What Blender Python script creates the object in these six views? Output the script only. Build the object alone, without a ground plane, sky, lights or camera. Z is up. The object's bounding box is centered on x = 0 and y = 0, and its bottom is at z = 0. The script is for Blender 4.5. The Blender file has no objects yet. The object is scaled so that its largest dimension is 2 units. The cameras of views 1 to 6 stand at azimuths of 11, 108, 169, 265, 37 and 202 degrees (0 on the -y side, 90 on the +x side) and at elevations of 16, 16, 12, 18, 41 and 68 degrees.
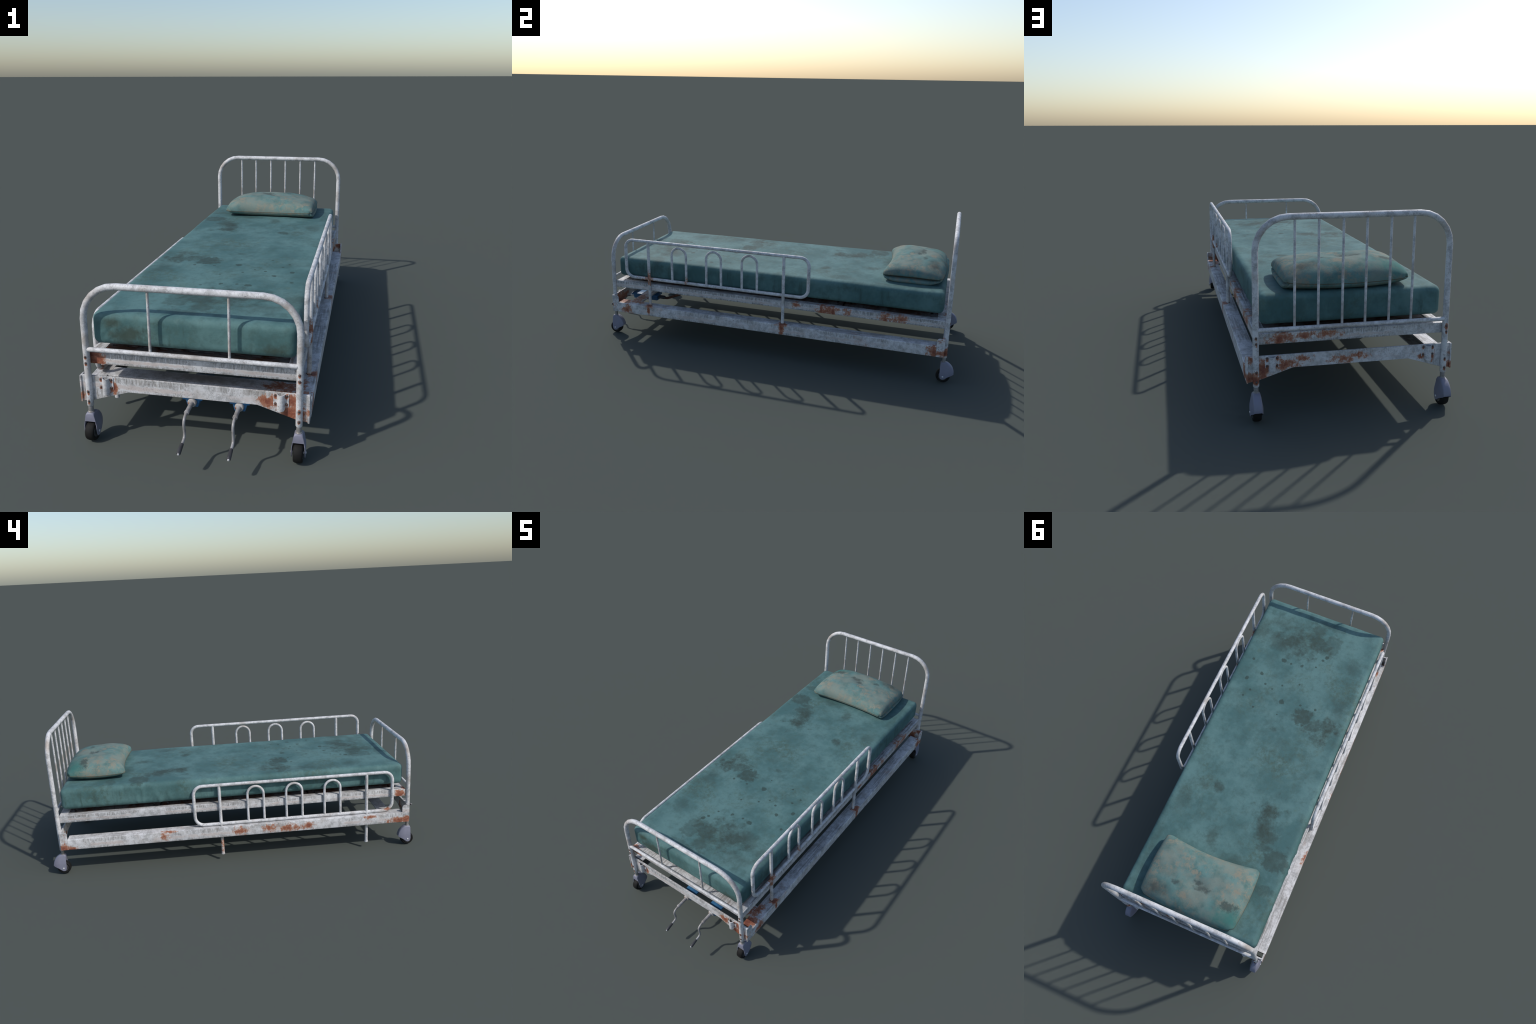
"""Old hospital bed: chipped white steel frame on casters, teal mattress, pillow."""
import bpy, bmesh, math, random
from mathutils import Vector, Matrix, noise

random.seed(7)
COLL = bpy.context.scene.collection

# ------------------------------------------------------------------ sizes (m)
POST_X = 0.3446          # leg posts, left / right of centre
FOOT_Y, HEAD_Y = -0.849, 0.951
POST_R = 0.0110
FOOT_TOP, HEAD_TOP = 0.5465, 0.7150
CORNER_R = 0.113
POST_BOTTOM = 0.126
BAR_Z, BAR_R = 0.3298, 0.0077
SPINDLE_R = 0.0045
GUARD_X = 0.352
GUARD_DROP = 0.142       # the left guard rail is lowered by this much
RAIL_TOP, RAIL_BOTTOM = 0.193, 0.138
RAIL_IN, RAIL_OUT = 0.321, 0.378
DECK_TOP, DECK_BOTTOM = 0.311, 0.2725
DECK_X = 0.345
MAT_TOP, MAT_BOTTOM = 0.4445, 0.3350


# ================================================================== node help
class Graph:
    """Thin wrapper that builds a node tree from expressions."""
    def __init__(self, name):
        self.mat = bpy.data.materials.new(name)
        self.mat.use_nodes = True
        self.t = self.mat.node_tree
        self.t.nodes.clear()
        self.out = self.t.nodes.new('ShaderNodeOutputMaterial')
        self.bsdf = self.t.nodes.new('ShaderNodeBsdfPrincipled')
        self.t.links.new(self.bsdf.outputs[0], self.out.inputs[0])
        self.tc = self.t.nodes.new('ShaderNodeTexCoord')
        self.P = self.tc.outputs['Object']

    def put(self, sock, v):
        if isinstance(v, bpy.types.NodeSocket):
            self.t.links.new(v, sock)
        elif isinstance(v, (tuple, list)) and len(v) == 3 and sock.type == 'RGBA':
            sock.default_value = (*v, 1)
        else:
            sock.default_value = v

    def math(self, op, a, b=0.0, clamp=False):
        n = self.t.nodes.new('ShaderNodeMath')
        n.operation = op
        n.use_clamp = clamp
        self.put(n.inputs[0], a)
        self.put(n.inputs[1], b)
        return n.outputs[0]

    def vmath(self, op, a, b=(0, 0, 0)):
        n = self.t.nodes.new('ShaderNodeVectorMath')
        n.operation = op
        self.put(n.inputs[0], a)
        self.put(n.inputs[1], b)
        return n.outputs['Value'] if op in ('LENGTH', 'DISTANCE', 'DOT_PRODUCT') else n.outputs[0]

    def noise(self, scale=5.0, detail=4.0, rough=0.55, stretch=None, vec=None, dist=0.0, offset=None):
        v = vec or self.P
        if stretch:
            v = self.vmath('MULTIPLY', v, stretch)
        if offset:
            v = self.vmath('ADD', v, offset)
        n = self.t.nodes.new('ShaderNodeTexNoise')
        self.put(n.inputs['Vector'], v)
        n.inputs['Scale'].default_value = scale
        n.inputs['Detail'].default_value = detail
        n.inputs['Roughness'].default_value = rough
        n.inputs['Distortion'].default_value = dist
        return n.outputs[0]

    def step(self, v, lo, hi, a=0.0, b=1.0):
        n = self.t.nodes.new('ShaderNodeMapRange')
        n.interpolation_type = 'SMOOTHSTEP'
        self.put(n.inputs[0], v)
        n.inputs[1].default_value = lo
        n.inputs[2].default_value = hi
        n.inputs[3].default_value = a
        n.inputs[4].default_value = b
        return n.outputs[0]

    def mix(self, f, a, b, blend='MIX'):
        n = self.t.nodes.new('ShaderNodeMix')
        n.data_type = 'RGBA'
        n.blend_type = blend
        self.put(n.inputs[0], f)
        self.put(n.inputs[6], a)
        self.put(n.inputs[7], b)
        return n.outputs[2]

    def split(self, v):
        n = self.t.nodes.new('ShaderNodeSeparateXYZ')
        self.put(n.inputs[0], v)
        return n.outputs

    def facing_up(self):
        n = self.t.nodes.new('ShaderNodeNewGeometry')
        z = self.split(n.outputs['True Normal'])[2]
        return self.step(self.math('ABSOLUTE', z), 0.6, 0.8)

    def blob(self, c, r, wobble, amount=0.5, soft=0.35, warp=None):
        """1 inside an ellipsoid about c with radii r, ragged by the wobble noise."""
        d = self.vmath('SUBTRACT', self.P, tuple(c))
        d = self.vmath('MULTIPLY', d, tuple(1.0 / q for q in r))
        d = self.vmath('LENGTH', d)
        w = self.math('MULTIPLY', self.math('SUBTRACT', wobble, 0.5), amount * 4)
        d = self.math('ADD', d, w)
        return self.step(d, 1.0, 1.0 - soft, 0.0, 1.0)

    def join(self, masks):
        m = masks[0]
        for k in masks[1:]:
            m = self.math('MAXIMUM', m, k)
        return m

    def finish(self, col, rough=0.5, metallic=0.0, bump=None, bump_h=0.001, spec=0.4):
        b = self.bsdf
        self.put(b.inputs['Base Color'], col)
        self.put(b.inputs['Roughness'], rough)
        b.inputs['Metallic'].default_value = metallic
        b.inputs['Specular IOR Level'].default_value = spec
        if bump is not None:
            n = self.t.nodes.new('ShaderNodeBump')
            n.inputs['Strength'].default_value = 0.6
            n.inputs['Distance'].default_value = bump_h
            self.put(n.inputs['Height'], bump)
            self.put(b.inputs['Normal'], n.outputs[0])
        return self.mat


# ================================================================== materials
PAINT = (0.625, 0.63, 0.645)
PAINT_GREY = (0.375, 0.378, 0.385)
GRIME = (0.185, 0.175, 0.16)
PINK = (0.53, 0.465, 0.44)
RUST_CORE = (0.185, 0.042, 0.018)
RUST_MID = (0.30, 0.098, 0.045)
RUST_PALE = (0.40, 0.215, 0.14)


def painted_metal(name, rust=(), fleck=(), flakes=0.0, zone=None, grime=0.0, patch=0.48, dirt=()):
    """Chipped white enamel.  rust / dirt: (centre, radii) spots; zone: (bottom, top)
    of a flat member, which carries run-off ticks along its edges and a worn
    pinkish strip of primer between them, both in patches."""
    g = Graph(name)
    mott = g.noise(34, 8, 0.74)
    col = g.mix(g.step(mott, 0.42, 0.64), PAINT, PAINT_GREY)
    big = g.noise(9, 5, 0.62, offset=(3.1, 1.7, 0.4))
    col = g.mix(g.step(big, 0.50, 0.72, 0, 0.6), col, (0.385, 0.345, 0.31))
    if zone:
        z0, z1 = zone
        up = g.facing_up()
        side = g.math('SUBTRACT', 1.0, up)
        where = g.step(g.noise(5.5, 4, 0.6, offset=(0.6, 9.2, 4.4)), patch - 0.08, patch + 0.05)
        wav = g.math('SUBTRACT', g.noise(1, 4, 0.6, stretch=(45, 45, 30)), 0.5)
        z = g.split(g.P)[2]
        t = g.math('ADD', g.math('DIVIDE', g.math('SUBTRACT', z, z0), z1 - z0), g.math('MULTIPLY', wav, 0.5))
        edge = g.math('ABSOLUTE', g.math('SUBTRACT', t, 0.40))
        edge_m = g.step(edge, 0.14, 0.30)
        pink_m = g.step(edge, 0.17, 0.08)
        tick = g.step(g.noise(1.0, 4, 0.75, stretch=(210, 210, 26)), 0.36, 0.62)
        scr = g.step(g.noise(1.0, 5, 0.65, stretch=(120, 6, 60)), 0.42, 0.62)
        d = g.math('ADD', g.math('MULTIPLY', g.math('MULTIPLY', tick, edge_m), side), g.math('MULTIPLY', scr, up))
        col = g.mix(g.math('MULTIPLY', g.math('MULTIPLY', pink_m, side), g.math('MULTIPLY', where, 0.7)), col, PINK)
        col = g.mix(g.math('MULTIPLY', g.math('MULTIPLY', d, where), grime), col, GRIME)
        drip = g.step(g.noise(1.0, 2, 0.5, stretch=(170, 170, 9), offset=(5, 5, 5)), 0.66, 0.74)
        drip = g.math('MULTIPLY', g.math('MULTIPLY', drip, where), g.math('MULTIPLY', side, 0.55))
        col = g.mix(drip, col, (0.60, 0.585, 0.53))
    # dark chips and specks
    chip = g.noise(230, 3, 0.6)
    gate = g.noise(20, 3, 0.5, offset=(8, 2, 1))
    chips = g.math('MULTIPLY', g.step(chip, 0.57, 0.67), g.step(gate, 0.36, 0.58))
    col = g.mix(g.math('MULTIPLY', chips, 0.62), col, (0.15, 0.135, 0.12))
    scar = g.step(g.noise(42, 5, 0.7, offset=(1, 6, 3)), 0.635, 0.69)
    col = g.mix(g.math('MULTIPLY', scar, 0.7), col, (0.23, 0.205, 0.185))
    wob = g.noise(38, 7, 0.78, offset=(2, 2, 7))
    if dirt:
        m = g.join([g.blob(c, r, wob, 0.5, 1.0) for c, r in dirt])
        col = g.mix(g.math('MULTIPLY', m, 0.75), col, (0.33, 0.285, 0.245))
    # rust: solid in the middle of a spot, breaking into pale flecks outwards
    fine = g.noise(120, 5, 0.7, offset=(1, 3, 5))
    masks = []
    for c, r, reach in [(c, r, 1.25) for c, r in rust] + [(c, r, 0.80) for c, r in fleck]:
        d = g.vmath('MULTIPLY', g.vmath('SUBTRACT', g.P, tuple(c)), tuple(1.0 / q for q in r))
        d = g.vmath('LENGTH', d)
        d = g.math('ADD', d, g.math('MULTIPLY', g.math('SUBTRACT', wob, 0.5), 3.4))
        d = g.math('ADD', d, g.math('MULTIPLY', g.math('SUBTRACT', fine, 0.5), 1.4))
        masks.append(g.math('SUBTRACT', reach, d))
    if flakes:
        lo = g.noise(5.5, 3, 0.55, offset=(7.3, 4.1, 2.2))
        f = g.math('MULTIPLY', g.math('SUBTRACT', lo, 0.60), 5.0)
        f = g.math('ADD', f, g.math('MULTIPLY', g.math('SUBTRACT', wob, 0.53), 4.0))
        masks.append(g.math('MULTIPLY', f, flakes))
    if masks:
        m = g.join(masks)
        tone = g.mix(g.step(m, 0.15, 0.75), RUST_PALE, RUST_MID)
        tone = g.mix(g.step(m, 0.55, 1.25), tone, RUST_CORE)
        tone = g.mix(g.step(g.noise(75, 5, 0.7), 0.5, 0.75, 0, 0.6), tone, (0.12, 0.032, 0.018))
        col = g.mix(g.step(m, 0.0, 0.42, 0, 0.94), col, tone)
    rough = g.step(mott, 0.3, 0.7, 0.45, 0.65)
    return g.finish(col, rough, bump=g.math('ADD', mott, g.math('MULTIPLY', chips, -0.4)), bump_h=0.0012, spec=0.3)


def plain(name, base, dark, rough=0.5, scale=40, metallic=0.0, bump_h=0.0005, spec=0.4):
    g = Graph(name)
    n = g.noise(scale, 5, 0.6)
    col = g.mix(g.step(n, 0.38, 0.68), base, dark)
    return g.finish(col, rough, metallic, bump=n, bump_h=bump_h, spec=spec)


def bolt_metal():
    g = Graph('rusty_bolt')
    n = g.noise(260, 4, 0.6)
    rim = g.vmath('LENGTH', g.vmath('MULTIPLY', g.P, (1, 1, 1)))
    m = g.math('ADD', rim, g.math('MULTIPLY', g.math('SUBTRACT', n, 0.5), 0.004))
    col = g.mix(g.step(m, 0.0032, 0.0046), (0.085, 0.080, 0.076), (0.20, 0.06, 0.028))
    return g.finish(col, 0.6, 0.2, bump=n, bump_h=0.0004)


def panel_metal():
    g = Graph('rusted_panel')
    a = g.noise(14, 6, 0.65)
    b = g.noise(1.0, 5, 0.6, stretch=(8, 70, 20))
    col = g.mix(g.step(a, 0.38, 0.62), (0.20, 0.185, 0.18), (0.13, 0.05, 0.028))
    col = g.mix(g.step(b, 0.45, 0.7, 0, 0.6), col, (0.075, 0.06, 0.055))
    return g.finish(col, 0.75, bump=a, bump_h=0.002, spec=0.2)


# stains on the mattress top: centre x, y, radii, softness, strength
STAINS = [
    # foot end group
    (0.070, -0.608, 0.150, 0.085, 0.9, 0.80), (0.015, -0.715, 0.060, 0.060, 0.5, 0.55),
    (0.290, -0.600, 0.070, 0.090, 0.9, 0.50), (-0.020, -0.640, 0.055, 0.045, 0.35, 0.70),
    (-0.225, -0.570, 0.060, 0.050, 1.0, 0.35), (0.180, -0.560, 0.090, 0.060, 0.9, 0.55), (0.20, -0.68, 0.10, 0.06, 1.0, 0.45), (-0.08, -0.66, 0.05, 0.05, 0.3, 0.40),
    (-0.02, -0.77, 0.08, 0.025, 0.5, 0.40), (-0.26, -0.30, 0.05, 0.10, 1.0, 0.35),
    # big watermark, middle left
    (-0.105, -0.212, 0.046, 0.050, 0.30, 0.75), (-0.246, -0.177, 0.050, 0.070, 0.8, 0.85),
    (-0.190, -0.170, 0.060, 0.050, 0.6, 0.70), (-0.006, -0.078, 0.030, 0.022, 0.9, 0.50),
    # head half
    (0.127, 0.300, 0.030, 0.028, 0.8, 0.75), (0.210, 0.310, 0.060, 0.050, 1.0, 0.40),
    (-0.148, 0.376, 0.080, 0.100, 0.9, 0.90), (-0.200, 0.440, 0.045, 0.050, 0.8, 0.70),
    (-0.268, 0.530, 0.055, 0.055, 0.35, 0.65), (-0.205, 0.495, 0.050, 0.022, 0.7, 0.60),
    (0.045, 0.548, 0.035, 0.045, 0.8, 0.50), (0.268, 0.437, 0.050, 0.100, 1.0, 0.40),
    (-0.082, 0.607, 0.070, 0.035, 1.0, 0.45), (-0.263, 0.680, 0.060, 0.020, 0.6, 0.40),
    (0.290, 0.720, 0.030, 0.140, 1.0, 0.35),
]
DROPS = [(0.109, -0.475, 0.016), (0.009, -0.478, 0.011), (-0.094, -0.577, 0.014), (0.186, -0.355, 0.011),
         (0.247, -0.302, 0.013), (0.067, -0.468, 0.008), (-0.079, -0.552, 0.010), (0.144, -0.304, 0.007),
         (0.203, -0.243, 0.007), (0.028, -0.240, 0.016), (0.149, -0.158, 0.007), (-0.060, -0.500, 0.006),
         (0.100, -0.290, 0.006), (0.060, -0.330, 0.006), (0.260, -0.420, 0.009), (0.225, -0.200, 0.007),
         (-0.070, -0.260, 0.007), (-0.150, -0.265, 0.008), (-0.02, -0.37, 0.005), (0.02, -0.165, 0.005)]


def mattress_cloth():
    g = Graph('stained_teal_vinyl')
    weave = g.noise(330, 2, 0.5)
    cloud = g.noise(5.0, 7, 0.66)
    fine = g.noise(26, 7, 0.70)
    col = g.mix(g.step(cloud, 0.36, 0.64), (0.101, 0.197, 0.196), (0.058, 0.130, 0.132))
    col = g.mix(g.step(fine, 0.44, 0.70, 0, 0.5), col, (0.050, 0.096, 0.092))
    pale = g.step(g.noise(9, 8, 0.68, offset=(4, 1, 8)), 0.54, 0.70, 0, 0.55)
    col = g.mix(pale, col, (0.122, 0.220, 0.216))
    # olive scurf: speckled clouds of old dirt
    scurf = g.math('MULTIPLY', g.step(g.noise(4.2, 4, 0.6, offset=(9, 3, 2)), 0.46, 0.66),
                   g.step(g.noise(48, 8, 0.78, offset=(2, 0, 6)), 0.40, 0.66))
    col = g.mix(g.math('MULTIPLY', scurf, 0.75), col, (0.058, 0.092, 0.072))
    ochre = g.step(g.noise(14, 6, 0.7, offset=(3, 5, 0)), 0.60, 0.74, 0, 0.4)
    col = g.mix(ochre, col, (0.080, 0.112, 0.074))
    # dark vertical streaks down the sides
    hang = g.noise(1.0, 5, 0.65, stretch=(26, 26, 5), offset=(2, 7, 0))
    z = g.split(g.P)[2]
    side = g.step(z, MAT_TOP - 0.035, MAT_TOP - 0.010, 1, 0)
    col = g.mix(g.math('MULTIPLY', g.step(hang, 0.54, 0.72), g.math('MULTIPLY', side, 0.55)), col, (0.036, 0.060, 0.052))
    # stains
    wob = g.noise(13, 7, 0.68, offset=(1, 2, 3))
    flat = 0.5
    stain = None
    for (x, y, rx, ry, soft, s) in STAINS:
        m = g.math('MULTIPLY', g.blob((x, y, MAT_TOP), (rx * 1.25, ry * 1.25, flat), wob, 0.85, soft), s)
        stain = m if stain is None else g.math('MAXIMUM', stain, m)
    ragged = g.step(g.noise(40, 6, 0.7, offset=(0, 5, 1)), 0.25, 0.62, 0.55, 1.0)
    col = g.mix(g.math('MULTIPLY', stain, ragged), col, (0.034, 0.050, 0.042))
    tight = g.noise(60, 3, 0.6)
    drops = g.join([g.blob((x, y, MAT_TOP), (r, r, flat), tight, 0.35, 0.4) for x, y, r in DROPS])
    col = g.mix(g.math('MULTIPLY', drops, 0.75), col, (0.031, 0.050, 0.044))
    # grime on the foot-end face
    front = g.join([g.blob((-0.20, -0.83, 0.375), (0.10, 0.06, 0.045), wob, 0.7, 0.9),
                    g.blob((-0.265, -0.83, 0.415), (0.06, 0.05, 0.03), wob, 0.7, 0.9),
                    g.blob((0.27, -0.83, 0.365), (0.07, 0.05, 0.035), wob, 0.7, 0.9)])
    col = g.mix(g.math('MULTIPLY', front, 0.8), col, (0.042, 0.056, 0.042))
    bump = g.math('ADD', g.math('MULTIPLY', weave, 0.25), fine)
    return g.finish(col, 0.70, bump=bump, bump_h=0.0022, spec=0.2)


def pillow_cloth():
    g = Graph('stained_pillow_cotton')
    weave = g.noise(420, 2, 0.5)
    a = g.noise(15, 7, 0.66)
    b = g.noise(9, 6, 0.62, offset=(6, 1, 2))
    col = g.mix(g.step(a, 0.38, 0.64), (0.112, 0.212, 0.206), (0.076, 0.146, 0.140))
    col = g.mix(g.step(b, 0.40, 0.62, 0, 0.65), col, (0.192, 0.218, 0.188))
    tan = g.math('MULTIPLY', g.step(g.noise(30, 8, 0.78, offset=(3, 8, 5)), 0.47, 0.60),
                 g.step(g.noise(7, 3, 0.5, offset=(1, 1, 4)), 0.36, 0.56))
    col = g.mix(g.math('MULTIPLY', tan, 0.72), col, (0.246, 0.214, 0.160))
    wob = g.noise(30, 6, 0.7)
    green = g.blob((-0.185, 0.862, 0.52), (0.11, 0.08, 0.12), wob, 0.5, 0.9)
    col = g.mix(g.math('MULTIPLY', green, 0.75), col, (0.034, 0.150, 0.135))
    dark = g.join([g.blob((-0.004, 0.778, 0.55), (0.030, 0.020, 0.1), wob, 0.7, 0.6),
                   g.blob((-0.03, 0.79, 0.55), (0.065, 0.022, 0.1), wob, 0.9, 0.9),
                   g.blob((-0.165, 0.822, 0.53), (0.060, 0.030, 0.1), wob, 0.9, 0.7),
                   g.blob((0.085, 0.81, 0.55), (0.03, 0.018, 0.1), wob, 0.8, 0.9),
                   g.blob((0.16, 0.86, 0.52), (0.10, 0.05, 0.1), wob, 0.5, 1.0)])
    col = g.mix(g.math('MULTIPLY', dark, 0.75), col, (0.048, 0.062, 0.060))
    return g.finish(col, 0.85, bump=g.math('ADD', g.math('MULTIPLY', weave, 0.4), a), bump_h=0.002, spec=0.15)


# ================================================================== mesh help
def new_object(name, bm, mat, parent=None, smooth=True, angle=40, extra=()):
    bmesh.ops.recalc_face_normals(bm, faces=bm.faces[:])
    me = bpy.data.meshes.new(name)
    bm.to_mesh(me)
    bm.free()
    for m in (mat, *extra):
        me.materials.append(m)
    if smooth:
        me.shade_smooth()
        me.set_sharp_from_angle(angle=math.radians(angle))
    ob = bpy.data.objects.new(name, me)
    COLL.objects.link(ob)
    if parent:
        ob.parent = parent
    return ob


def repeat(src, loc=(0, 0, 0), rot=(0, 0, 0), parent=None):
    ob = src.copy()
    COLL.objects.link(ob)
    ob.location = loc
    ob.rotation_euler = rot
    ob.parent = parent if parent else src.parent
    return ob


def add_tube(bm, path, radius, seg=20, closed=False, cap_round=0.0):
    """Sweep a circle along path; radius is a number or one per point."""
    pts = [Vector(p) for p in path]
    n = len(pts)
    rad = radius if isinstance(radius, (list, tuple)) else [radius] * n
    rings, up = [], None
    for i, p in enumerate(pts):
        a = pts[(i - 1) % n] if (closed or i) else p
        b = pts[(i + 1) % n] if (closed or i < n - 1) else p
        t = (b - a).normalized()
        if up is None:
            up = t.orthogonal().normalized()
        up = (up - t * up.dot(t)).normalized()
        s = t.cross(up)
        rings.append([bm.verts.new(p + (up * math.cos(k) + s * math.sin(k)) * rad[i])
                      for k in (2 * math.pi * j / seg for j in range(seg))])
    for i in range(n if closed else n - 1):
        r0, r1 = rings[i], rings[(i + 1) % n]
        off = 0
        if closed and i == n - 1:      # match the twist where the loop closes
            off = min(range(seg), key=lambda o: (r0[0].co - r1[o].co).length)
        for j in range(seg):
            bm.faces.new((r0[j], r0[(j + 1) % seg], r1[(j + 1 + off) % seg], r1[(j + off) % seg]))
    if not closed:
        for r in (rings[0], rings[-1]):
            bm.faces.new(r)


def arc(c, r, a0, a1, plane, n=12):
    """Points of an arc in 'xz' or 'yz' through centre c, angles in degrees."""
    out = []
    for i in range(n + 1):
        a = math.radians(a0 + (a1 - a0) * i / n)
        u, w = r * math.cos(a), r * math.sin(a)
        out.append((c[0] + u, c[1], c[2] + w) if plane == 'xz' else (c[0], c[1] + u, c[2] + w))
    return out


def line(a, b, n):
    return [tuple(Vector(a).lerp(Vector(b), i / n)) for i in range(n + 1)]


def add_box(bm, lo, hi, bevel=0.002, seg=2):
    geo = bmesh.ops.create_cube(bm, size=1)['verts']
    for v in geo:
        v.co = Vector([(lo[k] + hi[k]) / 2 + v.co[k] * (hi[k] - lo[k]) for k in range(3)])
    if bevel:
        edges = list({e for v in geo for e in v.link_edges})
        bmesh.ops.bevel(bm, geom=edges, offset=bevel, segments=seg, affect='EDGES', profile=0.5)


def add_plate(bm, outline, axis, lo, hi, bevel=0.0008):
    """Extrude a polygon outline between lo and hi along axis (0 x, 1 y, 2 z)."""
    def pt(p, d):
        q = list(p)
        q.insert(axis, d)
        return q
    a = [bm.verts.new(pt(p, lo)) for p in outline]
    b = [bm.verts.new(pt(p, hi)) for p in outline]
    n = len(a)
    fs = [bm.faces.new(a), bm.faces.new(b[::-1])]
    fs += [bm.faces.new((a[i], b[i], b[(i + 1) % n], a[(i + 1) % n])) for i in range(n)]
    if bevel:
        bmesh.ops.bevel(bm, geom=list({e for f in fs[:2] for e in f.edges}), offset=bevel, segments=1, affect='EDGES')


def add_lathe(bm, profile, centre, axis, seg=32):
    """Revolve (radius, height) pairs about an axis through centre."""
    ax = Vector(axis).normalized()
    u = ax.orthogonal().normalized()
    w = ax.cross(u)
    c = Vector(centre)
    rings = []
    for r, h in profile:
        rings.append([bm.verts.new(c + ax * h + (u * math.cos(k) + w * math.sin(k)) * max(r, 1e-5))
                      for k in (2 * math.pi * j / seg for j in range(seg))])
    for r0, r1 in zip(rings, rings[1:]):
        for j in range(seg):
            bm.faces.new((r0[j], r0[(j + 1) % seg], r1[(j + 1) % seg], r1[j]))
    bm.faces.new(rings[0])
    bm.faces.new(rings[-1])


# ================================================================== palette
def spots(*rows):
    return [((x, y, z), (a, b, c)) for x, y, z, a, b, c in rows]


def bolt_halo(xs, y, zs, ry=0.010):
    """Rust weeping from under bolt heads."""
    out = []
    for x in xs:
        for z in zs:
            out += spots((x, y, z - random.uniform(0.002, 0.005), 0.0050, ry, random.uniform(0.006, 0.011)))
    return out


POST_ZS = (0.305, 0.284, 0.182, 0.147)
M_FOOT = painted_metal('enamel_footboard', rust=bolt_halo((-POST_X, POST_X), FOOT_Y - 0.012, POST_ZS), dirt=spots(
    (-0.325, FOOT_Y, 0.52, 0.06, 0.03, 0.07), (0.325, FOOT_Y, 0.52, 0.06, 0.03, 0.06), (-0.344, FOOT_Y, 0.36, 0.03, 0.03, 0.05),
    (0.0, FOOT_Y, 0.33, 0.16, 0.03, 0.02), (0.344, FOOT_Y, 0.38, 0.03, 0.03, 0.05)))
M_HEAD = painted_metal('enamel_headboard', rust=bolt_halo((-POST_X, POST_X), HEAD_Y + 0.012, POST_ZS) + spots(
    (0.35, HEAD_Y + 0.002, 0.155, 0.02, 0.02, 0.020)), dirt=spots(
    (-0.325, HEAD_Y, 0.68, 0.05, 0.03, 0.06), (0.325, HEAD_Y, 0.67, 0.05, 0.03, 0.06), (0.05, HEAD_Y, 0.33, 0.15, 0.03, 0.02)))
M_SPINDLE = painted_metal('enamel_spindle', dirt=spots((0, 0, 0.37, 0.02, 0.02, 0.06), (0, 0, 0.52, 0.02, 0.02, 0.04)))
M_GUARD_R = painted_metal('enamel_guard_raised', fleck=spots(
    (0.352, -0.635, 0.343, 0.02, 0.080, 0.024), (0.352, -0.403, 0.360, 0.02, 0.022, 0.030),
    (0.352, -0.626, 0.365, 0.02, 0.02, 0.050), (0.352, -0.626, 0.320, 0.02, 0.02, 0.030), (0.352, -0.626, 0.195, 0.02, 0.02, 0.012)))
M_GUARD_L = painted_metal('enamel_guard_lowered', fleck=spots(
    (-0.352, -0.735, 0.212, 0.02, 0.035, 0.020), (-0.352, 0.136, 0.085, 0.02, 0.02, 0.055)))
RAIL_ZONE, DECK_ZONE, PLATE_ZONE = (RAIL_BOTTOM, RAIL_TOP), (DECK_BOTTOM, DECK_TOP), (0.176, 0.236)
M_SIDE_R = painted_metal('enamel_side_rail_right', zone=RAIL_ZONE, grime=0.7, patch=0.52, flakes=0.25, rust=spots(
    (0.378, -0.626, 0.172, 0.03, 0.010, 0.040), (0.370, -0.626, 0.193, 0.025, 0.022, 0.012),
    (0.378, 0.137, 0.170, 0.03, 0.014, 0.042), (0.370, 0.137, 0.193, 0.025, 0.026, 0.012),
    (0.335, -0.79, 0.193, 0.035, 0.035, 0.02),
    (0.378, 0.900, 0.165, 0.02, 0.014, 0.040)), fleck=spots(
    (0.335, -0.71, 0.193, 0.035, 0.07, 0.01), (0.378, -0.76, 0.160, 0.02, 0.05, 0.04), (0.378, 0.885, 0.165, 0.02, 0.03, 0.04)))
M_SIDE_L = painted_metal('enamel_side_rail_left', zone=RAIL_ZONE, grime=0.7, patch=0.52, flakes=0.3, rust=spots(
    (-0.378, 0.900, 0.142, 0.02, 0.040, 0.016), (-0.378, -0.800, 0.150, 0.02, 0.03, 0.016)), fleck=spots(
    (-0.378, 0.04, 0.162, 0.02, 0.060, 0.032), (-0.378, -0.12, 0.165, 0.02, 0.060, 0.032), (-0.378, -0.21, 0.158, 0.02, 0.09, 0.032),
    (-0.378, -0.31, 0.165, 0.02, 0.06, 0.028), (-0.378, 0.43, 0.168, 0.02, 0.035, 0.034), (-0.375, 0.41, 0.192, 0.02, 0.06, 0.012),
    (-0.378, -0.64, 0.182, 0.02, 0.06, 0.014), (-0.378, -0.775, 0.150, 0.02, 0.07, 0.024)))
M_DECK_SIDE = painted_metal('enamel_deck_rail', zone=DECK_ZONE, grime=0.85, patch=0.42, flakes=0.25, rust=spots(
    (0.345, 0.395, 0.29, 0.03, 0.012, 0.04), (0.345, 0.335, 0.29, 0.03, 0.009, 0.04), (-0.345, -0.805, 0.285, 0.02, 0.035, 0.022)), fleck=spots(
    (0.345, 0.365, 0.29, 0.04, 0.085, 0.06), (0.345, 0.465, 0.295, 0.03, 0.03, 0.03),
    (0.345, 0.66, 0.29, 0.04, 0.05, 0.05), (0.345, 0.73, 0.29, 0.04, 0.05, 0.05), (0.345, 0.20, 0.30, 0.04, 0.03, 0.02)))
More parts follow.
